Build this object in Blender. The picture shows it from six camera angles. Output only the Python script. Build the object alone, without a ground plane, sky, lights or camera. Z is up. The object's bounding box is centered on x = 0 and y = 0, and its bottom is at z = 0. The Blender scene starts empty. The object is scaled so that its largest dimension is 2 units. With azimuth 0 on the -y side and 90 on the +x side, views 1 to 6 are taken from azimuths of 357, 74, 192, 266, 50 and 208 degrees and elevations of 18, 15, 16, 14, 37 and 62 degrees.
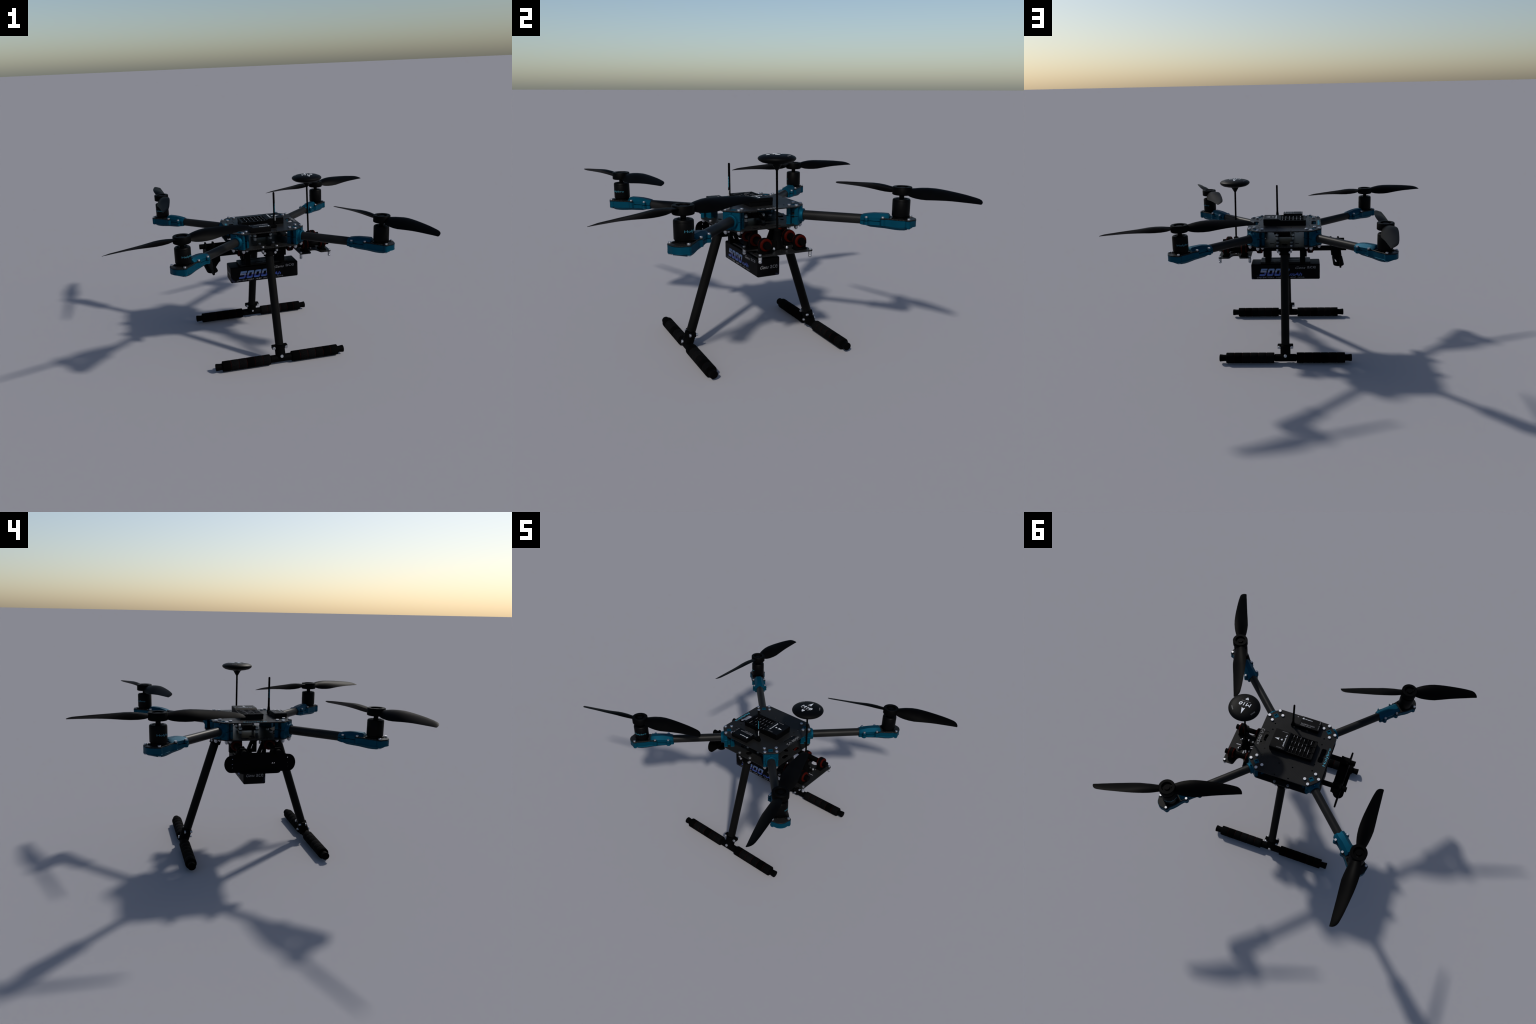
# Quadcopter drone with landing gear, battery, satellite receiver mast and depth camera.
# All sizes are in millimetres of the real machine; S converts them to the scene's metres.
import bpy, bmesh, math
from mathutils import Matrix, Vector

S = 0.00366                     # metres of scene per millimetre of machine (500 mm wheelbase)
YAW = math.radians(10.15)       # the machine stands turned by this angle
CENTRE = (-0.0198, -0.0053)
sin, cos, pi, rad = math.sin, math.cos, math.pi, math.radians

# ------------------------------------------------------------------ materials
def new_mat(name):
    m = bpy.data.materials.new(name); m.use_nodes = True
    nt = m.node_tree; b = nt.nodes['Principled BSDF']
    return m, nt, b

def node(nt, kind, **kw):
    n = nt.nodes.new(kind)
    for k, v in kw.items():
        if k.startswith('i_'): n.inputs[int(k[2:])].default_value = v
        else: setattr(n, k, v)
    return n

def grain(nt, scale, lo, hi, detail=3.0):
    """Noise in object space mapped to a grey multiplier lo..hi."""
    tc = node(nt, 'ShaderNodeTexCoord'); no = node(nt, 'ShaderNodeTexNoise')
    no.inputs['Scale'].default_value = scale; no.inputs['Detail'].default_value = detail
    nt.links.new(tc.outputs['Object'], no.inputs['Vector'])
    mr = node(nt, 'ShaderNodeMapRange'); mr.inputs[1].default_value = .3; mr.inputs[2].default_value = .7
    mr.inputs[3].default_value = lo; mr.inputs[4].default_value = hi
    nt.links.new(no.outputs['Fac'], mr.inputs[0])
    return mr

def plain(name, col, rough=.5, metal=0., spec=.5, vary=.15, scale=60., bump=0.):
    m, nt, b = new_mat(name)
    g = grain(nt, scale, 1 - vary, 1 + vary)
    mx = node(nt, 'ShaderNodeVectorMath', operation='SCALE'); mx.inputs[0].default_value = col[:3]
    nt.links.new(g.outputs[0], mx.inputs['Scale']); nt.links.new(mx.outputs[0], b.inputs['Base Color'])
    b.inputs['Roughness'].default_value = rough; b.inputs['Metallic'].default_value = metal
    b.inputs['Specular IOR Level'].default_value = spec
    if bump:
        bn = node(nt, 'ShaderNodeBump'); bn.inputs['Strength'].default_value = bump; bn.inputs['Distance'].default_value = .002
        nt.links.new(g.outputs[0], bn.inputs['Height']); nt.links.new(bn.outputs[0], b.inputs['Normal'])
    return m

def carbon(name, round_axis=False, lo=.007, hi=.022, pitch=2.6, rough=.42, spec=.1):
    """Woven carbon cloth: two crossed square waves in mm; on tubes the weave follows the circumference."""
    m, nt, b = new_mat(name); L = nt.links.new
    tc = node(nt, 'ShaderNodeTexCoord'); sp = node(nt, 'ShaderNodeSeparateXYZ'); L(tc.outputs['Object'], sp.inputs[0])
    def math_(op, a, bb=None):
        n = node(nt, 'ShaderNodeMath', operation=op)
        if hasattr(a, 'is_linked') or hasattr(a, 'links'): L(a, n.inputs[0])
        else: n.inputs[0].default_value = a
        if bb is not None:
            if hasattr(bb, 'links'): L(bb, n.inputs[1])
            else: n.inputs[1].default_value = bb
        return n.outputs[0]
    k = 2 * pi / (pitch * S)
    if round_axis:      # object Z runs along the tube
        ang = math_('ARCTAN2', sp.outputs[1], sp.outputs[0])
        u = math_('SINE', math_('MULTIPLY', ang, 18.0)); v = math_('SINE', math_('MULTIPLY', sp.outputs[2], k))
    else:
        u = math_('SINE', math_('MULTIPLY', sp.outputs[0], k * .55)); v = math_('SINE', math_('MULTIPLY', sp.outputs[1], k))
    p = math_('MULTIPLY', u, v)
    mr = node(nt, 'ShaderNodeMapRange'); mr.inputs[1].default_value = -.6; mr.inputs[2].default_value = .6
    mr.inputs[3].default_value = lo; mr.inputs[4].default_value = hi; L(p, mr.inputs[0])
    g = grain(nt, 9., .8, 1.2)
    t = math_('MULTIPLY', mr.outputs[0], g.outputs[0])
    cc = node(nt, 'ShaderNodeCombineColor'); 
    for i in range(3): L(t, cc.inputs[i])
    L(cc.outputs[0], b.inputs['Base Color'])
    b.inputs['Roughness'].default_value = rough; b.inputs['Specular IOR Level'].default_value = spec
    return m

M_PLATE = carbon('carbon_plate', lo=.0045, hi=.0125)
M_TUBE = carbon('carbon_tube', True, lo=.004, hi=.013, pitch=3.0)
M_LEG = carbon('carbon_leg', True, lo=.0015, hi=.0045, pitch=3.0, spec=.05)
M_BLACK = plain('black_plastic', (.0009, .0009, .0010), .7, spec=.03)
M_DARK = plain('dark_housing', (.0010, .0010, .0012), .5, spec=.07)
M_PROP = plain('propeller_nylon', (.0009, .0009, .0010), .5, spec=.028, scale=20)
M_MOTOR = plain('motor_black', (.0010, .0010, .0012), .45, spec=.05)
def foam():
    """Foam rubber whose grey differs a little from ring to ring."""
    m = plain('foam_rubber', (.0006, .0006, .00065), .9, spec=.03, vary=.3, scale=150, bump=.2); nt = m.node_tree; b = nt.nodes['Principled BSDF']
    oi = node(nt, 'ShaderNodeObjectInfo'); mr = node(nt, 'ShaderNodeMapRange'); mr.inputs[1].default_value = .45; mr.inputs[2].default_value = 1; mr.inputs[3].default_value = .8; mr.inputs[4].default_value = 6.
    nt.links.new(oi.outputs['Random'], mr.inputs[0]); sc = node(nt, 'ShaderNodeVectorMath', operation='SCALE')
    nt.links.new(b.inputs['Base Color'].links[0].from_socket, sc.inputs[0]); nt.links.new(mr.outputs[0], sc.inputs['Scale']); nt.links.new(sc.outputs[0], b.inputs['Base Color'])
    return m
M_FOAM = foam()
M_BLUE = plain('anodised_blue', (.0, .044, .078), .55, metal=.5, spec=.08, vary=.06, scale=15)
M_STEEL = plain('steel', (.40, .41, .44), .5, metal=1., vary=.06)
M_RED = plain('red_rubber', (.030, .0013, .0002), .6, spec=.04, vary=.1)
M_REDLINE = plain('dark_red_core', (.022, .001, .0006), .8, spec=.05)
M_WHITE = plain('white_print', (.62, .64, .68), .5, vary=.04)
M_GREY = plain('grey_print', (.16, .16, .17), .5, vary=.1)
M_CYAN = plain('cyan_print', (.035, .30, .42), .5, vary=.05)
M_TEAL = plain('teal_print', (.012, .115, .165), .5, vary=.05)
M_DECKINK = plain('pale_print', (.28, .28, .29), .5, vary=.05)
M_PCB = plain('circuit_board', (.0045, .005, .0055), .5, spec=.1)

def battery_ink():
    """Blue printed figures: pale at the top, grey band, deep blue below (print gradient over the letter height)."""
    m, nt, b = new_mat('blue_gradient_print'); L = nt.links.new
    tc = node(nt, 'ShaderNodeTexCoord'); sp = node(nt, 'ShaderNodeSeparateXYZ'); L(tc.outputs['Object'], sp.inputs[0])
    mr = node(nt, 'ShaderNodeMapRange'); mr.inputs[1].default_value = -7.8 * S; mr.inputs[2].default_value = 7.8 * S; L(sp.outputs[2], mr.inputs[0])
    r = node(nt, 'ShaderNodeValToRGB'); L(mr.outputs[0], r.inputs[0])
    stops = [(0, (.07, .16, .42)), (.16, (.024, .06, .31)), (.42, (.010, .024, .22)), (.55, (.25, .27, .35)), (.72, (.13, .21, .40)), (1, (.10, .20, .44))]
    e = r.color_ramp.elements
    while len(e) < len(stops): e.new(.5)
    for el, (p, c) in zip(e, stops): el.position = p; el.color = (*c, 1)
    L(r.outputs[0], b.inputs['Base Color']); b.inputs['Roughness'].default_value = .45
    return m
M_INK = battery_ink()

def battery_wrap():
    """Black shrink wrap with faint blue sparks printed toward the left of each long side."""
    m, nt, b = new_mat('battery_wrap'); L = nt.links.new
    tc = node(nt, 'ShaderNodeTexCoord'); mp = node(nt, 'ShaderNodeMapping'); mp.inputs['Scale'].default_value = (14, 14, 22); L(tc.outputs['Object'], mp.inputs[0])
    no = node(nt, 'ShaderNodeTexNoise'); no.inputs['Scale'].default_value = 1.; no.inputs['Detail'].default_value = 6; no.inputs['Distortion'].default_value = 1.5; L(mp.outputs[0], no.inputs['Vector'])
    mr = node(nt, 'ShaderNodeMapRange'); mr.inputs[1].default_value = .56; mr.inputs[2].default_value = .66; L(no.outputs['Fac'], mr.inputs[0])
    sp = node(nt, 'ShaderNodeSeparateXYZ'); L(tc.outputs['Object'], sp.inputs[0])
    xy = node(nt, 'ShaderNodeMath', operation='MULTIPLY'); L(sp.outputs[0], xy.inputs[0]); L(sp.outputs[1], xy.inputs[1])
    side = node(nt, 'ShaderNodeMapRange'); side.inputs[1].default_value = 600 * S * S; side.inputs[2].default_value = 1250 * S * S; L(xy.outputs[0], side.inputs[0])
    lowz = node(nt, 'ShaderNodeMapRange'); lowz.inputs[1].default_value = 6 * S; lowz.inputs[2].default_value = -4 * S; L(sp.outputs[2], lowz.inputs[0])
    m1 = node(nt, 'ShaderNodeMath', operation='MULTIPLY'); L(mr.outputs[0], m1.inputs[0]); L(side.outputs[0], m1.inputs[1])
    m2 = node(nt, 'ShaderNodeMath', operation='MULTIPLY'); L(m1.outputs[0], m2.inputs[0]); L(lowz.outputs[0], m2.inputs[1])
    mx = node(nt, 'ShaderNodeMix', data_type='RGBA'); L(m2.outputs[0], mx.inputs[0])
    mx.inputs[6].default_value = (.0014, .0014, .0019, 1); mx.inputs[7].default_value = (.028, .030, .055, 1)
    L(mx.outputs[2], b.inputs['Base Color']); b.inputs['Roughness'].default_value = .55; b.inputs['Specular IOR Level'].default_value = .05
    return m
M_WRAP = battery_wrap()

# ------------------------------------------------------------------ geometry kit
def T(x=0, y=0, z=0): return Matrix.Translation((x, y, z))
def R(a, ax): return Matrix.Rotation(rad(a), 4, ax)
def along(p, q):
    """Matrix whose Z axis runs from p to q, origin p."""
    p, q = Vector(p), Vector(q)
    return Matrix.Translation(p) @ (q - p).to_track_quat('Z', 'Y').to_matrix().to_4x4()
XDIR = R(90, 'Y')     # turns a Z-profile onto +X

class Shape:
    """Collects primitives (mm) into one mesh."""
    def __init__(s): s.v = []; s.f = []
    def add(s, verts, faces, m=None):
        o = len(s.v)
        s.v += [tuple(m @ Vector(p)) if m else tuple(p) for p in verts]
        flip = m is not None and m.to_3x3().determinant() < 0
        s.f += [tuple(i + o for i in (reversed(f) if flip else f)) for f in faces]
        return s
    def lathe(s, prof, m=None, n=32):
        """Profile [(r, z)...] about Z; ends closed when r > 0."""
        v = []; f = []; rows = []
        for r, z in prof:
            if r < 1e-6: rows.append([len(v)]); v.append((0, 0, z))
            else:
                rows.append(list(range(len(v), len(v) + n)))
                v += [(r * cos(2 * pi * i / n), r * sin(2 * pi * i / n), z) for i in range(n)]
        for a, b in zip(rows, rows[1:]):
            for i in range(n):
                j = (i + 1) % n
                q = [a[i % len(a)], a[j % len(a)], b[j % len(b)], b[i % len(b)]]
                q = [k for t, k in enumerate(q) if k not in q[:t]]
                if len(q) > 2: f.append(q)
        if len(rows[0]) > 1 and rows[0] != rows[-1]: f.append(list(reversed(rows[0])))
        if len(rows[-1]) > 1: f.append(rows[-1])
        return s.add(v, f, m)
    def cyl(s, r, z0, z1, m=None, n=24, c=.3):
        return s.lathe([(r - c, z0), (r, z0 + c), (r, z1 - c), (r - c, z1)], m, n)
    def box(s, x0, x1, y0, y1, z0, z1, m=None, c=.5):
        return s.prism([(x0, y0), (x1, y0), (x1, y1), (x0, y1)], z0, z1, m, c)
    def loft(s, sections, m=None):
        n = len(sections[0]); v = [p for q in sections for p in q]; f = []
        for k in range(len(sections) - 1):
            for i in range(n):
                j = (i + 1) % n
                f.append((k * n + i, k * n + j, (k + 1) * n + j, (k + 1) * n + i))
        f.append(tuple(reversed(range(n)))); f.append(tuple(range((len(sections) - 1) * n, len(sections) * n)))
        return s.add(v, f, m)
    def prism(s, outline, z0, z1, m=None, c=.3, holes=()):
        """Flat plate with an outline, holes and chamfered rims (a filled, extruded 2D curve)."""
        cu = bpy.data.curves.new('c', 'CURVE'); cu.dimensions = '2D'; cu.fill_mode = 'BOTH'
        for pts in [outline, *holes]:
            sp = cu.splines.new('POLY'); sp.points.add(len(pts) - 1); sp.use_cyclic_u = True
            for p, q in zip(sp.points, pts): p.co = (q[0], q[1], 0, 1)
        h = (z1 - z0) / 2; c = min(c, h * .9)
        cu.extrude = h - c; cu.bevel_depth = c; cu.bevel_resolution = 0; cu.offset = -c
        ob = bpy.data.objects.new('c', cu); bpy.context.scene.collection.objects.link(ob)
        dg = bpy.context.evaluated_depsgraph_get(); me = bpy.data.meshes.new_from_object(ob.evaluated_get(dg))
        v = [(p.co.x, p.co.y, p.co.z + z0 + h) for p in me.vertices]; f = [tuple(p.vertices) for p in me.polygons]
        bpy.data.objects.remove(ob); bpy.data.curves.remove(cu); bpy.data.meshes.remove(me)
        return s.add(v, f, m)
    def text(s, body, w, h, m=None, depth=.16, shear=0., wrap=None, spacing=1.0, weight=0.):
        """Lettering scaled into a w x h box centred on the origin; wrap=radius bends it round a Z cylinder."""
        cu = bpy.data.curves.new('t', 'FONT'); cu.body = body; cu.extrude = .02; cu.shear = shear; cu.resolution_u = 3; cu.space_character = spacing; cu.offset = weight
        ob = bpy.data.objects.new('t', cu); bpy.context.scene.collection.objects.link(ob)
        dg = bpy.context.evaluated_depsgraph_get(); me = bpy.data.meshes.new_from_object(ob.evaluated_get(dg))
        co = [p.co.copy() for p in me.vertices]; f = [tuple(p.vertices) for p in me.polygons]
        bpy.data.objects.remove(ob); bpy.data.curves.remove(cu); bpy.data.meshes.remove(me)
        x0, x1 = min(p.x for p in co), max(p.x for p in co); y0, y1 = min(p.y for p in co), max(p.y for p in co)
        v = []
        for p in co:
            x = ((p.x - x0) / (x1 - x0) - .5) * w; y = ((p.y - y0) / (y1 - y0) - .5) * h; z = depth if p.z > 0 else -.05
            if wrap: a = x / wrap; v.append(((wrap + z) * sin(a), -(wrap + z) * cos(a), y))
            else: v.append((x, y, z))
        return s.add(v, f, m)
    def mesh(s, name, mat, smooth=38, origin=(0, 0, 0)):
        me = bpy.data.meshes.new(name)
        me.from_pydata([((x - origin[0]) * S, (y - origin[1]) * S, (z - origin[2]) * S) for x, y, z in s.v], [], s.f)
        bm = bmesh.new(); bm.from_mesh(me); bmesh.ops.remove_doubles(bm, verts=bm.verts, dist=1e-6)
        bmesh.ops.recalc_face_normals(bm, faces=bm.faces); bm.to_mesh(me); bm.free()
        me.polygons.foreach_set('use_smooth', [True] * len(me.polygons)); me.set_sharp_from_angle(angle=rad(smooth))
        me.materials.append(mat); me.update()
        return me

def put(name, me, parent, m=None):
    """Object from mesh data; m is a placement in mm inside the parent."""
    ob = bpy.data.objects.new(name, me); bpy.context.scene.collection.objects.link(ob); ob.parent = parent
    if m is not None:
        t = m.to_translation(); ob.matrix_local = Matrix.Translation(t * S) @ m.to_3x3().to_4x4()
    return ob

def part(name, shape, mat, parent, m=None, smooth=38):
    return put(name, shape.mesh(name, mat, smooth), parent, m)

def circle(cx, cy, r, n=20): return [(cx + r * cos(2 * pi * i / n), cy + r * sin(2 * pi * i / n)) for i in range(n)]
def slot(cx, cy, lx, ly, n=8):
    """Rounded slot of size lx x ly."""
    r = min(lx, ly) / 2; pts = []
    for k, (sx, sy) in enumerate([(1, 1), (-1, 1), (-1, -1), (1, -1)]):
        for i in range(n + 1):
            a = k * pi / 2 + i * pi / 2 / n
            pts.append((cx + sx * (lx / 2 - r) + r * cos(a), cy + sy * (ly / 2 - r) + r * sin(a)))
    return pts
def mirrored(half):  # half outline (r, t>0) -> closed outline symmetric in t
    return half + [(r, -t) for r, t in reversed(half) if abs(t) > 1e-6]
def rounded(pts, r=2., n=4):
    """Round the corners of a polygon."""
    out = []; N = len(pts)
    for i in range(N):
        p = Vector(pts[i]); a = Vector(pts[i - 1]) - p; b = Vector(pts[(i + 1) % N]) - p
        rr = min(r, a.length * .45, b.length * .45); a0 = p + a.normalized() * rr; b0 = p + b.normalized() * rr
        for k in range(n + 1):
            t = k / n; out.append(tuple(a0 * (1 - t) ** 2 + p * 2 * t * (1 - t) + b0 * t * t))
    return out

root = bpy.data.objects.new('quadcopter_drone', None); bpy.context.scene.collection.objects.link(root)
root.location = (*CENTRE, 0); root.rotation_euler = (0, 0, YAW)
root['label'] = 'black carbon quadcopter drone with blue clamps and landing skids'
root['category'] = 'drone'

# shared fasteners: head on top of z = 0
def cap_bolt(r, h): return Shape().lathe([(r * .96, -.4), (r, 0), (r, h - .3), (r * .93, h), (0, h)], n=20)
BOLT = cap_bolt(2.95, 2.45).mesh('bolt', M_STEEL, 25)
SMALL_BOLT = cap_bolt(2.35, 2.3).mesh('small_bolt', M_STEEL, 25)
ACORN = Shape().lathe([(3.3, 0), (3.4, 3.2), (3.0, 4.1), (2.1, 5.5), (1.5, 6.2), (0, 6.3)], n=6 * 4).mesh('cap_nut', M_STEEL, 40)
NUT = Shape().cyl(2.9, 0, 5.6, n=6, c=.3).mesh('standoff_nut', M_STEEL, 30)
DOWN = R(180, 'X')
LOCKNUT = Shape().lathe([(1.7, -.3), (1.7, .5), (2.5, .9), (2.8, 1.5), (2.6, 3.6), (1.9, 4.6), (0, 4.7)], n=18).mesh('lock_nut', M_STEEL, 50)

# ------------------------------------------------------------------ centre decks
DECK = [(51.5, 72), (-51.5, 72), (-72, 51.5), (-72, -51.5), (-51.5, -72), (51.5, -72), (72, -51.5), (72, 51.5)]
DECK = rounded(DECK, 3)
def deck_slot(s):   # keyhole-like cable slot
    x = 58 * s
    return rounded([(x - 5, -15.5), (x + 4.6, -15.5), (x + 4.6, 3), (x + 5.4, 5), (x + 5.4, 15.5), (x - 4.2, 15.5), (x - 4.2, -3), (x - 5, -5)], 3.5, 4)
small = [(50 * a, b * c) for a in (1, -1) for b in (1, -1) for c in (37, 23)] + [(13.4 * a, c * b) for a in (1, -1) for b in (1, -1) for c in (43.2, 68)]
top = part('top_deck', Shape().prism(DECK, 246.1, 247.9, c=.25, holes=[deck_slot(1), deck_slot(-1)] + [[(54.45 * a + 4.1 * i, 54.45 * b + 4.1 * j) for i, j in ((1, 0), (0, 1), (-1, 0), (0, -1))] for a in (1, -1) for b in (1, -1)] + [circle(x, y, 1.35, 10) for x, y in small]), M_PLATE, root)
low_holes = [circle(0, 55.7, 6.2), circle(0, -55.7, 6.2), slot(46, 0, 18, 9), slot(-46, 0, 18, 9)] + [slot(61.5, 18 * s, 8, 16) for s in (1, -1)] + [slot(-61.5, 18 * s, 8, 16) for s in (1, -1)] \
    + [slot(24 * a, 47 * b, 9, 6) for a in (1, -1) for b in (1, -1)] + [circle(68.5, y, 1.6, 10) for y in (-6, 6)]
bottom = part('bottom_deck', Shape().prism(DECK, 215.6, 217.5, c=.25, holes=low_holes), M_PLATE, root)
# lettering printed on the deck: reading direction -y, letter tops toward +x
def lay(x, y, z, right):   # matrix for flat lettering, right = heading of the reading direction in degrees
    return T(x, y, z) @ R(right, 'Z')
part('lettering', Shape().text('x500 V2', 37, 5.4, lay(67, 0, 247.95, -90), shear=.05, weight=-.02), M_DECKINK, top)
part('lettering', Shape().text('Holybro', 41, 6.4, lay(-67.6, 0, 247.95, -90), weight=-.008), M_CYAN, top)

# arm sockets, bolts and cap nuts at the four deck corners
sock_half = [(66.5, 0), (66.5, 9), (67.6, 14), (74.2, 14), (74.9, 6.5), (80.4, 6.5), (81.2, 14.2), (87.0, 14.2), (87.4, 13.4), (87.4, 0)]
def socket_shape():
    s = Shape(); o = mirrored(sock_half)
    s.prism(o, 217.6, 231.2, c=.5).prism(o, 231.9, 246.0, c=.5)
    s.prism([(67.5, -9.5), (86.4, -9.5), (86.4, 9.5), (67.5, 9.5)], 231, 232.2, c=.1)
    ring = T(0, 0, 231.6) @ XDIR
    s.lathe([(13.2, 86), (12.2, 88), (11.0, 89.5), (10.9, 93), (10.2, 93.6), (8.0, 93.6), (8.0, 86)], ring, 40)
    s.box(87, 90.5, -.8, .8, 242, 245.8, c=.2); s.box(87, 89.5, -.8, .8, 217.8, 221, c=.2)
    # key that shows through the deck
    q = lambda a: [(77 - a, -a), (77 + a, -a), (77 + a, a), (77 - a, a)]
    s.prism(q(4.2), 247.0, 248.25, c=.15, holes=[q(2.7)]).prism(q(2.75), 245.5, 246.7, c=.05)
    return s
SOCKET = socket_shape().mesh('arm_socket', M_BLUE)

# ------------------------------------------------------------------ arm ends
mount_in = [(188.4, 0), (188.4, 9.4), (189.4, 10.4), (194, 10.8), (195.2, 13.4), (196.5, 15), (198.5, 15.6), (200.5, 15), (202, 13.2), (204, 11.4), (212, 10.9), (219.6, 11), (219.6, 0)]
mount_out = [(219.6, 0), (219.6, 11), (221.2, 13.4), (222.5, 14.9), (224.5, 15.4), (226.5, 14.8), (228, 13.2), (231, 12.4), (238, 13.4), (246, 14.9), (254, 15.3), (259, 15.1), (260.2, 16), (262.2, 17.1), (264.4, 17.3), (266.6, 16.1), (268, 14.1), (269.2, 11.5), (272.6, 7), (274, 2.6), (274.2, 0)]
plate_half = [(234.2, 0), (234.2, 10.9), (229, 10.9), (225, 10.4), (221.6, 10.6), (221.2, 12.6), (222.3, 14.4), (224.5, 15.2), (226.4, 14.6), (228, 13), (231, 12.2), (238, 13.2), (246, 14.7), (254, 15.1), (259, 14.9), (260.2, 15.8), (262.2, 16.9), (264.4, 17.1), (266.5, 15.9), (267.8, 13.9), (269, 11.4), (272.4, 6.8), (273.8, 2.6), (274, 0)]
def mount_base_shape():
    s = Shape()
    s.prism(mirrored(mount_in), 225.6, 231.4, c=.4).prism(mirrored(mount_out), 226.0, 235.6, c=.4)
    belly = [(188.6, 9.6, 229, 7, 224.6), (192, 10.3, 228, 7, 223.8), (197, 10.5, 227, 6.6, 223.2), (204, 10.7, 226, 6.4, 221.4), (215, 11, 225.4, 7, 221), (227, 12, 225, 8, 220.8),
             (236, 13, 224.6, 9.2, 220.2), (244, 14.5, 224.2, 10.4, 219.8), (251, 15.1, 224, 11, 219.8), (258, 14.9, 224.4, 10.8, 220.2), (264, 13.4, 225, 9.5, 221.4), (268.4, 10.8, 226.6, 7.6, 223.6), (271.8, 7.6, 228.4, 5.4, 226.4), (273.8, 3, 230, 2.2, 228.6)]
    s.loft([[(r, w, 230.5), (r, w, zs), (r, wb, zb), (r, -wb, zb), (r, -w, zs), (r, -w, 230.5)] for r, w, zs, wb, zb in belly])
    for t in (1, -1): s.cyl(3.5, 223.9, 230, T(264.2, 13.6 * t, 0), 20).cyl(3.2, 225.4, 228, T(224.3, 12.1 * t, 0), 20)
    return s
def mount_cap_shape():
    s = Shape()
    secs = [(188.6, 9.8, 235, 4.6, 238.8), (191.2, 10.5, 236, 5, 240), (198, 10.7, 236.6, 5.2, 241.4), (208, 10.8, 237.2, 4.2, 243.0), (222, 10.7, 237.6, 4.8, 243.3), (230.5, 10.4, 237.4, 5, 243.2), (233, 10, 237.3, 4.6, 241.0), (234, 9.4, 237.2, 4.2, 238.4)]
    s.loft([[(r, -w, 232.1), (r, w, 232.1), (r, w, zs), (r, wt, zt), (r, -wt, zt), (r, -w, zs)] for r, w, zs, wt, zt in secs])
    for t in (1, -1):
        s.cyl(3.5, 232.1, 236.3, T(198.5, 12.0 * t, 0), 20)
        s.box(195.2, 201.8, min(8 * t, 12 * t), max(8 * t, 12 * t), 232.1, 236.3, c=.3)
    return s
ARM = Shape().cyl(7.9, 0, 157, c=.2, n=40).mesh('arm', M_TUBE)
BASE = mount_base_shape().mesh('motor_mount', M_BLUE, 32)
CAP = mount_cap_shape().mesh('mount_cap', M_BLUE, 28)
MPLATE = Shape().prism(mirrored(plate_half), 235.65, 237.4, c=.2, holes=[circle(250, 0, 4.5, 20)]).mesh('motor_plate', M_PLATE)
motor = Shape().lathe([(8, 240.6), (12.6, 240.6), (13.5, 241.3), (13.75, 242), (13.75, 264.2), (13.55, 264.5), (13.75, 264.8), (13.6, 266.6), (12.4, 268), (9.5, 268.3), (8.8, 267.2), (5.6, 267.2), (5.0, 268.8), (3.9, 269.2), (3.8, 276), (0, 276)], T(250, 0, 0), 48)
for k in range(6): motor.box(4.5, 10.5, -1.1, 1.1, 267, 268.25, T(250, 0, 0) @ R(k * 60, 'Z'), c=.2)
motor.cyl(11.6, 237.3, 241.2, T(250, 0, 0), 36)
for k in range(4): motor.prism(slot(10.5, 0, 12, 7), 237.4, 239.0, T(250, 0, 0) @ R(45 + 90 * k, 'Z'), .3)
for k in range(12): motor.box(10.6, 12.3, -1, 1, 238, 240.9, T(250, 0, 0) @ R(k * 30, 'Z'), c=.2)
MOTOR = motor.mesh('motor', M_MOTOR)
MTEXT = Shape().text('Holybro', 25.5, 4.2, T(250, 0, 253.2) @ R(90 + 83, 'Z'), depth=.15, wrap=13.8).mesh('lettering', M_TEAL)

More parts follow.
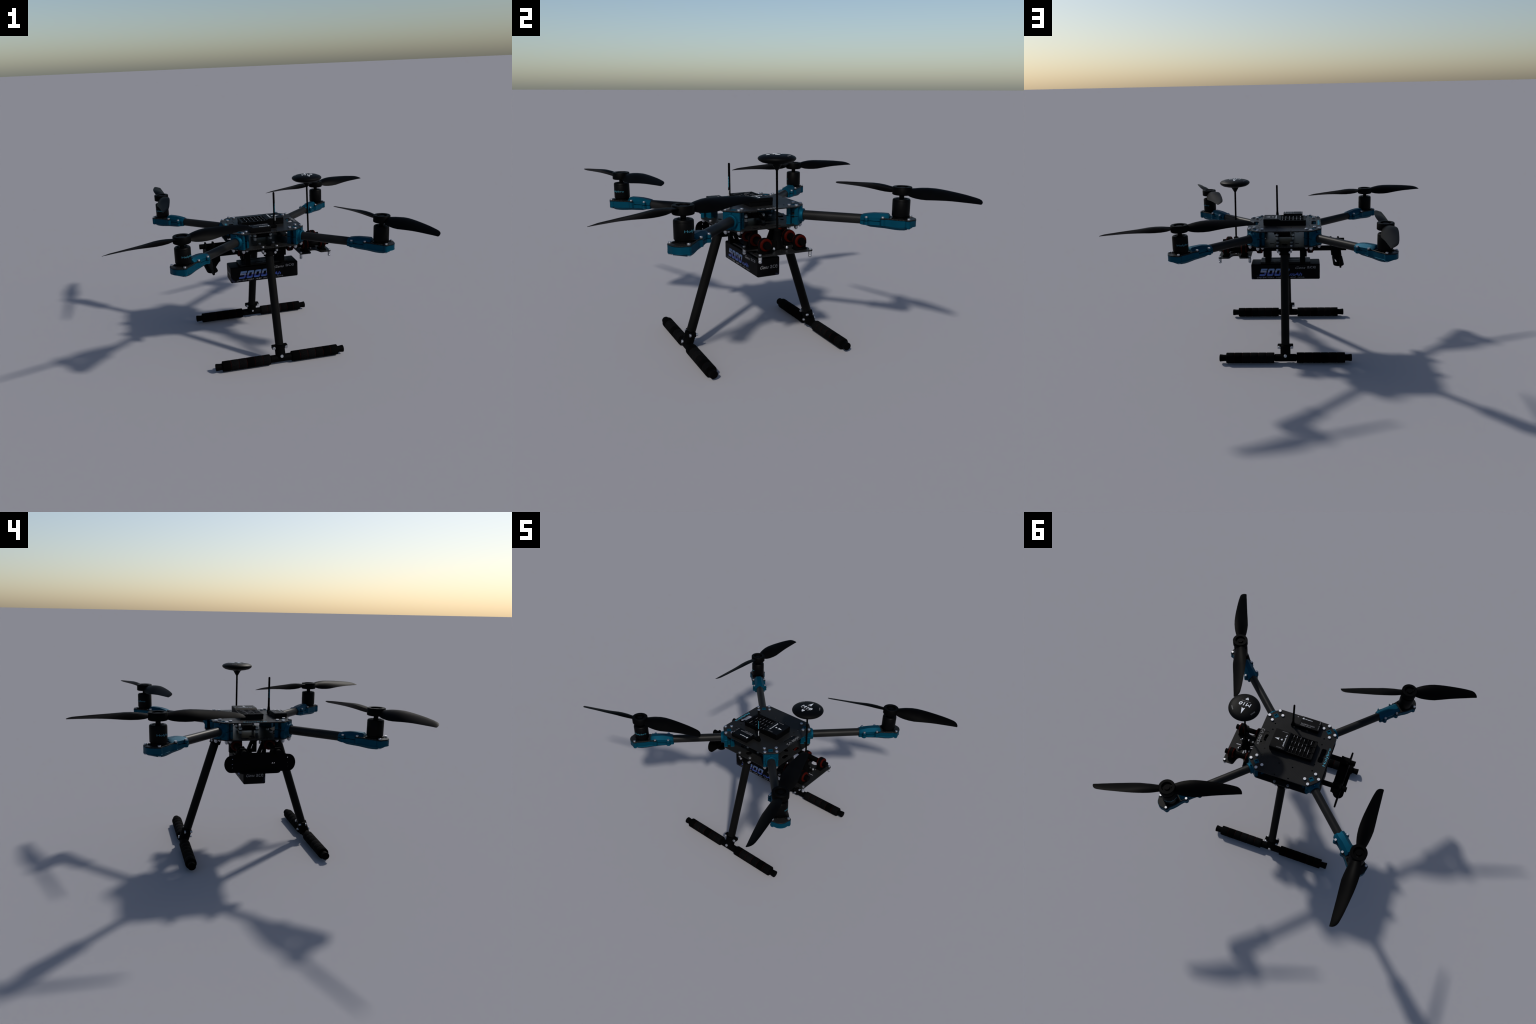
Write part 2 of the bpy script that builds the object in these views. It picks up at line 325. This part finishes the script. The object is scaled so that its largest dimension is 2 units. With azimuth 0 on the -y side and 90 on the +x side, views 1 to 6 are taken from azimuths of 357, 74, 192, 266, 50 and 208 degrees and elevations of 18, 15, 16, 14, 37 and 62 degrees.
# propeller: two blades lofted from edge measurements (s, lead a, lead z, trail a, trail z), all turning the same way
def blade_sections():
    st = [(7, 6.5, 282.2, -7, 278, 1.5), (13, 8.2, 283.0, -8.4, 276, 2.6), (20, 10.1, 284.3, -10, 274, 3.7), (25, 11.2, 285.2, -11.1, 273.3, 4.3), (30, 12, 285.9, -11.9, 272.8, 4.8), (40, 12.9, 287.1, -13.2, 272.5, 4.8), (50, 12.9, 287.5, -14, 272.9, 4.2), (60, 12.3, 287.2, -13.6, 273.9, 3.0), (70, 11.4, 286.7, -13, 274.8, 2.0),
          (80, 10.2, 286.1, -12.3, 275.5, 1.3), (90, 8.9, 285.4, -11.8, 276, .8), (100, 7.5, 284.6, -11.3, 276.2, .5), (110, 6, 283.5, -10.8, 276.3, .4), (118, 4.4, 282.6, -10.4, 276.4, .3), (124, 3, 281.7, -10, 276.4, .3), (127.8, 1.2, 280.7, -9.9, 276.4, .2), (130.4, -1.2, 279.6, -9.8, 276.4, .2), (132.2, -4.2, 278.4, -9.7, 276.4, .1), (132.9, -6.8, 277.5, -9.4, 276.6, 0)]
    secs = []; n = 7
    for s_, la, lz, ta, tz, hump in st:
        thick = (3.2 - 1.8 * min(1, s_ / 110)) * (1 if s_ < 124 else max(.25, (134 - s_) / 10)); top_, bot = [], []
        ch = math.hypot(la - ta, lz - tz); na, nz = -(lz - tz) / ch, (la - ta) / ch
        for i in range(n + 1):
            u = i / n; camber = hump * 4 * u * (1 - u); half = thick * .5 * (4 * u * (1 - u)) ** .6 * (1.25 - .5 * u) + .12
            a, z = la + (ta - la) * u, lz + (tz - lz) * u
            top_.append((s_, a + na * (camber + half), z + nz * (camber + half))); bot.append((s_, a + na * (camber - half), z + nz * (camber - half)))
        secs.append(top_ + bot[::-1])
    return secs
prop = Shape()
prop.lathe([(4.6, 274), (14.0, 274), (15.0, 274.9), (15.0, 285.6), (14.2, 286.4), (9.8, 286.4), (9.3, 285.8), (9.3, 283.0), (5.3, 283.0), (5.1, 284.9), (0, 284.9)], n=48)
bl = blade_sections(); prop.loft(bl); prop.loft(bl, R(180, 'Z'))
PROP = prop.mesh('propeller', M_PROP, 45)

for az, phi in ((45, 20), (135, 90), (-135, 20), (-45, -70)):
    r_ = R(az, 'Z')
    arm = put('arm', ARM, root, r_ @ T(69, 0, 231.8) @ XDIR)
    sock = put('arm_socket', SOCKET, root, r_)
    base = put('motor_mount', BASE, root, r_); put('mount_cap', CAP, base); put('motor_plate', MPLATE, base)
    mot = put('motor', MOTOR, root, r_); put('lettering', MTEXT, mot)
    put('propeller', PROP, root, T(250 * cos(rad(az)) + .3, 250 * sin(rad(az)), .5) @ R(phi, 'Z'))
    for rr in (71.3, 83.4):
        for t in (11.4, -11.4):
            put('bolt', BOLT, sock, T(rr, t, 247.9)); put('cap_nut', ACORN, sock, T(rr, t, 215.6) @ DOWN)
    for t in (1, -1):
        put('bolt', SMALL_BOLT, base, T(198.5, 12.1 * t, 236.3)); put('bolt', SMALL_BOLT, base, T(224.3, 12.1 * t, 237.4)); put('bolt', SMALL_BOLT, base, T(264.2, 13.6 * t, 237.4))
        put('bolt', SMALL_BOLT, base, T(264.2, 13.6 * t, 223.9) @ Matrix.Scale(.65, 4, (0, 0, 1)) @ DOWN)
        put('bolt', SMALL_BOLT, base, T(198.5, 12.1 * t, 225.7) @ Matrix.Scale(.3, 4, (0, 0, 1)) @ DOWN)

# ------------------------------------------------------------------ power board between the decks
board = part('power_board', Shape().prism(rounded([(-19, -19), (19, -19), (19, 19), (-19, 19)], 3), 223.3, 224.9, c=.2), M_PCB, root)
part('connector', Shape().box(-10, 12, -9, 9, 224.9, 231.5).box(-8, 14, -16, -10, 224.9, 229).box(12, 22, -5, 5, 225, 233, c=1), M_DARK, board)
for a in (1, -1):
    for b in (1, -1):
        put('standoff_nut', NUT, board, T(15.5 * a, 15.4 * b, 217.6)); put('cap_nut', ACORN, board, T(15.5 * a, 15.4 * b, 224.9) @ Matrix.Scale(.85, 4))
cable = Shape()
for y0, dz in ((-3.5, 0), (3.5, 1.5)):
    pts = [Vector((20 + 5 * k, y0 * (1 - k / 9), 229 + dz + 2 * sin(k * .8))) for k in range(8)]
    for p, q in zip(pts, pts[1:]): cable.cyl(1.7, -.4, (q - p).length + .4, along(p, q), 10, .1)
part('cable', cable, M_BLACK, board)

# ------------------------------------------------------------------ landing gear
LEAN = .3215
def leg_y(z): return 62.4 + (192 - z) * LEAN
LEG_LEN = math.hypot(172, 172 * LEAN)
LEG = Shape().cyl(7.95, 0, LEG_LEN, c=.2, n=40).mesh('leg', M_LEG)
bracket = Shape().box(-17.5, 17.5, 39, 71.5, 212.6, 215.6, c=.8)
bracket.lathe([(8.3, -4), (10.4, -4), (10.4, 12), (8.3, 12)], along((0, leg_y(209), 209), (0, leg_y(190), 190)), 32)
bracket.box(-10.3, 10.3, 50, 66, 205, 214, c=2).box(-14, 14, 56.5, 66, 203.5, 209.5, c=1)
BRACKET = bracket.mesh('leg_bracket', M_BLACK)
foot = Shape().cyl(9.7, -4, 21, along((0, leg_y(13), 13), (0, leg_y(40), 40)), 32, 1)
foot.cyl(7.2, -20.5, 20.5, T(0, 121, 10.1) @ XDIR, 28, .6)
foot.box(-15, 15, 109.5, 117.5, 26.6, 35, c=1.2)
FOOT = foot.mesh('skid_joint', M_BLACK)
SKID = Shape().lathe([(5.6, -127), (6.9, -126.4), (6.8, -124), (6.2, -119), (6.2, 119), (6.8, 124), (6.9, 126.4), (5.6, 127)], XDIR, 32).mesh('skid_tube', M_BLACK)
CORE = Shape().cyl(9.55, 22, 113.6, XDIR, 32).mesh('sleeve_core', M_REDLINE)
FOAM = Shape().lathe([(6.2, .12), (9.5, .12), (10.0, .75), (10.05, 7.7), (10.0, 14.7), (9.5, 15.3), (6.2, 15.3)], XDIR, 40).mesh('foam_ring', M_FOAM)
for sgn in (1, -1):
    side = R(0 if sgn > 0 else 180, 'Z')
    leg = put('leg', LEG, root, side @ along((0, leg_y(206), 206), (0, leg_y(34), 34)))
    br = put('leg_bracket', BRACKET, root, side)
    for x in (13.5, -13.5):
        for y in (43.2, 68):
            put('bolt', BOLT, br, T(x, y, 217.5) @ Matrix.Scale(.9, 4)); put('standoff_nut', NUT, br, T(x, y, 212.6) @ Matrix.Scale(.8, 4) @ DOWN)
        put('bolt', SMALL_BOLT, br, T(x * .77, 67, 205.6) @ R(-90, 'X')); put('standoff_nut', NUT, br, T(x * .92, 56.5, 206.5) @ Matrix.Scale(.6, 4) @ R(90, 'X'))
    skid = put('landing_skid', SKID, root, side @ T(0, 121, 10.1))
    jt = put('skid_joint', FOOT, root, side)
    for x in (12, -12):
        put('bolt', BOLT, jt, T(x, 117.5, 30.5) @ R(-90, 'X')); put('standoff_nut', NUT, jt, T(x, 109.5, 30.5) @ Matrix.Scale(.75, 4) @ R(90, 'X'))
    put('bolt', BOLT, jt, T(0, leg_y(17) + 9.4, 17.2) @ R(-90, 'X') @ R(10, 'X')); put('standoff_nut', NUT, jt, T(0, leg_y(17) - 9.2, 17.2) @ Matrix.Scale(.75, 4) @ R(90, 'X'))
    for e in (0, 180):
        put('sleeve_core', CORE, skid, R(e, 'Z'))
        for k in range(6): put('foam_ring', FOAM, skid, R(e, 'Z') @ T(21.4 + 15.42 * k, 0, 0))

# ------------------------------------------------------------------ rails and their rubber hangers
RAIL_Z = 203.2
RAIL = Shape().lathe([(3.9, 0), (5.1, 0), (5.1, 251), (3.9, 251)], XDIR, 28).mesh('rail', M_BLACK)
hang = Shape()
hang.lathe([(8, -3.3), (9.9, -3.3), (10.4, -2.7), (10.4, 2.7), (9.9, 3.3), (8, 3.3)], XDIR, 40)
hang.prism([(-9.8, -13.6), (9.8, -13.6), (10.2, 0), (6, -6), (0, -8.4), (-6, -6), (-10.2, 0)], -3.2, 3.2, R(90, 'Z') @ R(90, 'X'), .4)
hang.box(-6.5, 6.5, -10, 10, -13.6, -10.8, c=.6)
hang.lathe([(5.1, -7.2), (6.3, -7.2), (6.3, 7.2), (5.1, 7.2)], XDIR, 28)
HANGER = hang.mesh('rail_hanger', M_BLACK)
RUBBER = Shape().lathe([(6.2, 2.9), (9.6, 2.9), (10.1, 3.6), (9.9, 4.6), (9.0, 5.5), (7.6, 5.8), (6.2, 5.6)], XDIR, 40).mesh('rubber_ring', M_RED, 60)
for y in (30, -30):
    put('rail', RAIL, root, T(-120.8, y, RAIL_Z))
    for x, up in ((117, 0), (81, 0), (50, 1), (-50, 1)):
        h = put('rail_hanger', HANGER, root, T(x, y, RAIL_Z) @ (R(180, 'X') @ Matrix.Scale(.91, 4, (0, 0, 1)) if up else Matrix.Identity(4)))
        for e in (0, 180): put('rubber_ring', RUBBER, h, R(e, 'Z'))

# battery tray hung from the rails by leaning slotted brackets
tray = part('battery_tray', Shape().prism(rounded([(-50, -17.5), (50, -17.5), (50, 17.5), (-50, 17.5)], 3), 167.2, 171.2, c=.6,
            holes=[slot(x, y, 26, 2.6) for x in (-14, 14) for y in (-10, 10)]), M_PCB, root)
br_out = [(7.0, 171), (26.8, 171), (26.8, 192), (30, 194.6), (37.6, 197), (39, 203.2), (37, 209), (32, 212), (27, 211.6), (22.6, 208), (20.4, 203.5)]
YZ = R(90, 'Z') @ R(90, 'X')     # outline (a, b) -> (y, z), extruded along x
tb = Shape().prism(br_out, -5.2, 5.2, YZ, .5, holes=[[(14.5, 176.5), (16.5, 175.5), (18.2, 176.5), (24.6, 193.4), (23.4, 195.2), (21.6, 194.6)], circle(30, RAIL_Z, 5.1, 24)])
tb.box(4.5, 8.6, 20.5, 26.9, 184.5, 199, c=.5)
TBR = tb.mesh('tray_hanger', M_BLACK)
for x in (34.6, -34.6):
    for e in (1, -1): put('tray_hanger', TBR, tray, T(x, 0, 0) @ Matrix.Diagonal((1 if x > 0 else -1, e, 1, 1)))

# battery
def block_digit(d, x, y, w=12.6, h=15.0, t=3.7, lean=.3):
    """Heavy slanted block figure 5 or 0: outline (with its counter), z0, z1."""
    sl = lambda pts: [(x + px + lean * py, y + py) for px, py in pts]
    a, b = w / 2, h / 2
    if d == '0':
        out = rounded([(-a, -b), (a, -b), (a, b), (-a, b)], 2.6, 3); return (sl(out), sl(rounded([(-a + t, -b + t), (a - t, -b + t), (a - t, b - t), (-a + t, b - t)], .8, 2)))
    out = [(-a, -b), (a - 2, -b), (a, -b + 2), (a, 1.2), (a - 2, 3), (-a + t, 3), (-a + t, b - t), (a, b - t), (a, b), (-a, b), (-a, -.4), (a - t, -.4), (a - t, -b + t), (-a, -b + t)]
    return (sl(out), None)
def figure(shape, digit, m): shape.prism(digit[0], -.05, .16, m, .02, holes=[digit[1]] if digit[1] else [])
BC = (0, 0, 151.2)
bat = Shape().prism(rounded([(-20.2, -15.9), (20.2, -15.9), (20.2, 15.9), (-20.2, 15.9)], 2.6, 4), -69.2, 69.2, YZ, 1.4)
battery = part('battery', bat, M_WRAP, root, T(*BC))
FACE = lambda a: R(a, 'Z') @ T(0, -20.2, 0) @ R(90, 'X')        # lettering on a long side
for a in (0, 180):
    f = FACE(a); o = -151.2
    ink = Shape()
    for k, d in enumerate('5000'): figure(ink, block_digit(d, -44.6 + 14.9 * k, 150.8 + o), f)
    ink.text('mAh', 26, 6.4, f @ T(20.6, 146.4 + o, 0), shear=.3, weight=.02)
    ob = part('lettering', ink, M_INK, battery, T(0, 0, 150.8 - 151.2)); ob.data.transform(Matrix.Translation((0, 0, (151.2 - 150.8) * S)))
    part('lettering', Shape().text('LiPo BATTERY  14.8V  50C  4S1P  74Wh', 96, 2.8, f @ T(-10.2, 139.6 + o, 0), shear=.25), M_GREY, battery)
    part('lettering', Shape().text('ace', 17.6, 4.8, f @ T(52.4, 160.6 + o, 0)).text('Gens', 20.6, 4.8, f @ T(30.0, 159.8 + o, 0), shear=.4), M_GREY, battery)
    e = R(a + 90, 'Z') @ T(0, -69.2, 0) @ R(90, 'X')
    part('lettering', Shape().text('ace', 13.2, 5.6, e @ T(9.4, .2, 0)).text('Gens', 15.6, 5.6, e @ T(-7.6, .4, 0), shear=.4), M_GREY, battery)

# ------------------------------------------------------------------ satellite receiver platform, mast and dome
half = [(131, 45), (128.5, 47.6), (111, 47.6), (108.6, 45.5), (105.5, 33), (102, 29), (94.5, 29), (91.2, 33), (89.6, 45.5), (87.6, 47.6), (69.5, 47.6), (67, 45)]
gpl = [(x, y) for x, y in half] + [(x, -y) for x, y in reversed(half)]
MX, MY = 99.3, 0.
gh = [slot(MX + 15, 0, 11, 2.6), slot(MX - 14, 0, 9, 2.6), slot(MX, 13.8, 2.8, 9), slot(MX, -13.8, 2.8, 9), circle(115, -12, 1.2, 8), circle(124, 38, 1.2, 8), circle(112, 18, 1.5, 8)]
for k in range(4):
    a = rad(20 + 90 * k); c_ = (MX + 11 * cos(a), 11 * sin(a)); gh.append(rounded([(c_[0] + 4 * cos(a) * i - .8 * sin(a) * j, c_[1] + 4 * sin(a) * i + .8 * cos(a) * j) for i, j in ((1, 1), (-1, 1), (-1, -1), (1, -1))], .5, 2))
gps_plate = part('mast_platform', Shape().prism(rounded(gpl, 2.5, 3), 187.8, 189.6, c=.2, holes=gh), M_PLATE, root)
for x in (128, 69.3):
    for y in (43.2, -43.2):
        put('bolt', SMALL_BOLT, gps_plate, T(x, y, 189.6)); put('standoff_nut', NUT, gps_plate, T(x, y, 187.8) @ Matrix.Scale(.95, 4) @ DOWN)
        put('lock_nut', LOCKNUT, gps_plate, T(x, y, 182.6) @ DOWN)
mast = Shape()
for k in range(4): mast.prism(slot(8, 0, 15, 6.6), 189.6, 191.4, T(MX, MY, 0) @ R(45 + 90 * k, 'Z'), .4)
mast.lathe([(8.9, 189.6), (8.9, 193), (7.9, 195.5), (4.7, 216.5), (4.9, 217), (4.9, 219.6), (4.2, 220.4), (1.75, 220.6), (1.75, 221)], T(MX, MY, 0), 28)
mast.box(-9.4, 9.4, -1.6, 1.6, 190, 203, T(MX, MY, 0) @ R(45, 'Z'), .5).box(-9.4, 9.4, -1.6, 1.6, 190, 203, T(MX, MY, 0) @ R(-45, 'Z'), .5)
mast.cyl(1.75, 0, 94, along((MX, MY, 220), (97.6, -.3, 314)), 16, .1)
mast_o = part('receiver_mast', mast, M_BLACK, root)
for k in range(4):
    a = rad(45 + 90 * k); put('cap_nut', ACORN, mast_o, T(MX + 16 * cos(a), MY + 16 * sin(a), 191.4) @ Matrix.Scale(.62, 4))
dome_prof = [(0, 312.4), (2.4, 312.4), (2.7, 313.2), (7.2, 320.9), (10, 322.2), (17, 323.2), (23.5, 324.8), (27.2, 327), (29, 329), (29.4, 330.4), (28.9, 332), (27, 333.7), (22.5, 335.4), (16, 336.6), (8, 337.2), (0, 337.4)]
GX, GY = 97.6, -.3
dome = part('receiver_dome', Shape().lathe(dome_prof, T(GX, GY, 0), 56), M_DARK, root, smooth=25)
def on_dome(shape):   # drop flat lettering on the dome's curved top
    import bisect
    pr = sorted((r, z) for r, z in dome_prof if z > 330)
    out = []
    for x, y, z in shape.v:
        r = math.hypot(x - GX, y - GY); i = max(1, min(len(pr) - 1, bisect.bisect([p[0] for p in pr], r)))
        (r0, z0), (r1, z1) = pr[i - 1], pr[i]; out.append((x, y, z0 + (z1 - z0) * (r - r0) / (r1 - r0) + z + .12))
    shape.v = out; return shape
ARROW = [(0, 6.6), (3.3, -6.6), (0, -4.4), (-3.3, -6.6)]
def tri_logo(s, r, m):
    return s.prism(rounded([(r * cos(rad(90 + 120 * k)), r * sin(rad(90 + 120 * k))) for k in range(3)], r * .4, 3), -.05, .16, m, .02,
                   holes=[[(r * .36 * cos(rad(90 + 120 * k)), r * .36 * sin(rad(90 + 120 * k))) for k in range(3)]])
dl = Shape().prism(ARROW, -.05, .2, T(97.4, 11, 0), .02).text('M10', 22.4, 7.8, T(97.4, -3.2, 0), shear=.12)
dl.add(*(lambda q: (q.v, q.f))(Shape().prism([(-3.4, -1.9), (-2.8, -2.4), (3.4, 1.9), (2.8, 2.4)], -.05, .16, T(104.9, -3.2, 0), .02)))
tri_logo(dl, 4.2, T(97.4, -15.4, 0) @ R(180, 'Z')); part('lettering', on_dome(dl), M_WHITE, dome)
dg_ = Shape().text('GPS MODULE', 17, 1.6, T(97.4, -9.6, 0)).text('SAFETY', 9.5, 1.9, lay(116.9, 10, 0, -57)).text('STATUS', 9.5, 1.9, lay(77.6, 9.2, 0, 62))
part('lettering', on_dome(dg_), M_GREY, dome)

# ------------------------------------------------------------------ flight controller and telemetry radio on the top deck
fc = Shape()
fc.prism(rounded([(-42, -21), (42, -21), (42, 21), (-42, 21)], 1.5), 247.95, 255.7, c=.4)
prof_fc = [(42, 254), (42, 260.0), (41.3, 260.5), (12.5, 260.3), (7.6, 257.9), (7.6, 254)]      # raised head with a sloped step
fc.prism(prof_fc, -21, 21, R(90, 'X'), .4)
cols = [7.6, 4.6, -1.9, -9.2, -16.6, -23.9, -31.2, -38.4]
for x in cols[1:]: fc.box(x - .9, x + .9, -20.6, 20.6, 254, 257.6, c=.15)
for y in (-20.2, -7.0, 6.4, 20.2): fc.box(-42, 7.8, y - .8, y + .8, 254, 257.6, c=.15)
fc.box(-42, -38.6, -20.6, 20.6, 254, 257.6, c=.2)
ctrl = part('flight_controller', fc, M_DARK, root, smooth=15)
plugs = Shape()
for i in range(7):
    for y, w in ((-13.6, 4.6), (-.3, 4.6), (13.3, 5)):
        xa, xb = cols[i], cols[i + 1]; plugs.box(min(xa, xb) + 1.6, max(xa, xb) - 1.6, y - w, y + w, 255.2, 256.2, c=.1)
part('socket', plugs, M_BLACK, ctrl)
fl = Shape().prism(ARROW, -.05, .18, T(33.2, 0, 260.45) @ R(-90, 'Z') @ Matrix.Scale(.68, 4), .02)
tri_logo(fl, 2.6, T(23.8, 0, 260.4) @ R(-90, 'Z')); fl.text('pixhawk 6c', 26, 3.6, lay(17.2, -.2, 260.38, -90))
part('lettering', fl, M_WHITE, ctrl)
fg = Shape()
for y in (17.6, -17.6):
    fg.text('PWM', 11, 1.5, lay(22.5, y, 260.4, 180 if y < 0 else 0))
for x, y, w in ((4.6, -16.7, 3.4), (-1.9, -16.8, 4), (-9.2, -16.6, 4), (-16.6, -15.4, 5), (-31.2, -14, 9), (4.6, -4, 3.4), (-1.9, -4, 4), (-9.2, -3, 6.5), (-16.6, -2.4, 5.5), (-23.9, -7, 2), (4.6, 9.6, 6), (-1.9, 10, 6), (-9.2, 9.2, 4), (-16.6, 9, 6), (-23.9, 3.2, 10), (-31.2, 7, 11)):
    fg.box(x - .35, x + .35, y - w / 2, y + w / 2, 257.5, 257.75, c=.05)
part('lettering', fg, M_GREY, ctrl)

radio = part('telemetry_radio', Shape().prism(rounded([(-35.5, -66.8), (4, -66.8), (4, -43.4), (-35.5, -43.4)], 1), 247.95, 257.1, c=.5), M_DARK, root)
rl = Shape(); tri_logo(rl, 2.7, T(.4, -61.4, 257.1) @ R(180, 'Z')); rl.text('Holybro', 14.5, 2.6, lay(-10.4, -61, 257.12, 180))
part('lettering', rl, M_WHITE, radio)
part('lettering', Shape().text('TELEMETRY RADIO', 28, 2.6, lay(-11.6, -49.6, 257.12, 180)).text('433MHz 100mW', 21, 1.8, lay(-8.4, -46.2, 257.12, 180)).text('USB  TX RX', 19, 1.6, lay(-33.4, -55.2, 257.12, 90)), M_GREY, radio)
ant = Shape().cyl(3.1, 0, 9, T(3.5, -45.6, 251.4) @ XDIR, 20, .4).box(12.6, 20.2, -48.6, -42.8, 248.1, 254.6, c=1)
ant.lathe([(2.9, 253), (2.6, 258), (2.0, 263), (1.85, 315.8), (1.3, 317.2), (0, 317.4)], T(16.6, -45.6, 0), 18)
antenna = part('antenna', ant, M_BLACK, radio)
UP = T(16.6, -45.6, 0)
part('lettering', Shape().text('Holybro', 17, 1.7, UP @ T(0, 0, 287) @ R(-90, 'Y') @ T(0, 0, 1.8) @ R(0, 'Z')).text('Holybro', 17, 1.9, UP @ T(0, 0, 287) @ R(35, 'Z') @ T(0, -1.85, 0) @ R(90, 'X') @ R(90, 'Z'), depth=.12), M_CYAN, radio)
part('lettering', Shape().text('433MHz', 13, 1.8, UP @ T(0, 0, 267) @ R(35, 'Z') @ T(0, -1.92, 0) @ R(90, 'X') @ R(90, 'Z'), depth=.12), M_WHITE, radio)

# ------------------------------------------------------------------ depth camera on the rail ends
cam_half = [(0, 199.5), (14, 199.6), (19.5, 202.6), (23.0, 206.5), (25.4, 210.4), (35.6, 210.6), (38.5, 206.5), (42.5, 200.6), (46.5, 198.7), (52, 198.2)]
for k in range(1, 12): a = rad(90 - 15 * k); cam_half.append((51 + 11.4 * cos(a), 183.4 + 14.8 * sin(a)))
cam_half += [(51, 168.6), (0, 168.6)]
front = [(y, z) for y, z in cam_half] + [(-y, z) for y, z in reversed(cam_half) if y > 0]
shield = Shape().prism(front, -110, -106.8, YZ, .3, holes=[circle(y, z, 1.1, 10) for y in (48.5, -48.5) for z in (192.5, 183.4, 177)] + [circle(y * e, 183.2, 1.2, 10) for e in (1, -1) for y in (21.5, 24.8)])
cam_mount = part('camera_mount', shield, M_BLACK, root)
clip = [(-34, 198), (-26, 198), (-25.4, 210.6), (-35.6, 210.6), (-38.5, 206)]
hm = Shape()
for y in (1, -1):
    hook = [(y * 20.5, 190), (y * 20.5, 200), (y * 23, 206), (y * 25.6, 210.7), (y * 34.8, 210.7), (y * 38, 206), (y * 38, 190)]
    hm.prism(hook, -95, -91.2, YZ, .4)
    hm.box(-107, -93, min(y * 22, y * 37.4), max(y * 22, y * 37.4), 194, 206.5, c=.6)
    gus = [(-91.2, 206), (-91.2, 191), (-95, 187), (-101, 178.5), (-107, 172), (-107, 206)]
    hm.prism(gus, -1.6, 1.6, T(0, y * 35.6, 0) @ R(90, 'X'), .3)
hm.box(-107, -91.3, -24, 24, 191, 198.6, c=.6)
part('rail_clip', hm, M_BLACK, cam_mount)
part('camera_tray', Shape().prism(slot(-106.3, 0, 21.2, 73, 10), 166.8, 170.6, None, 1.0, holes=[slot(-102, 0, 3.2, 30)]), M_BLACK, cam_mount)
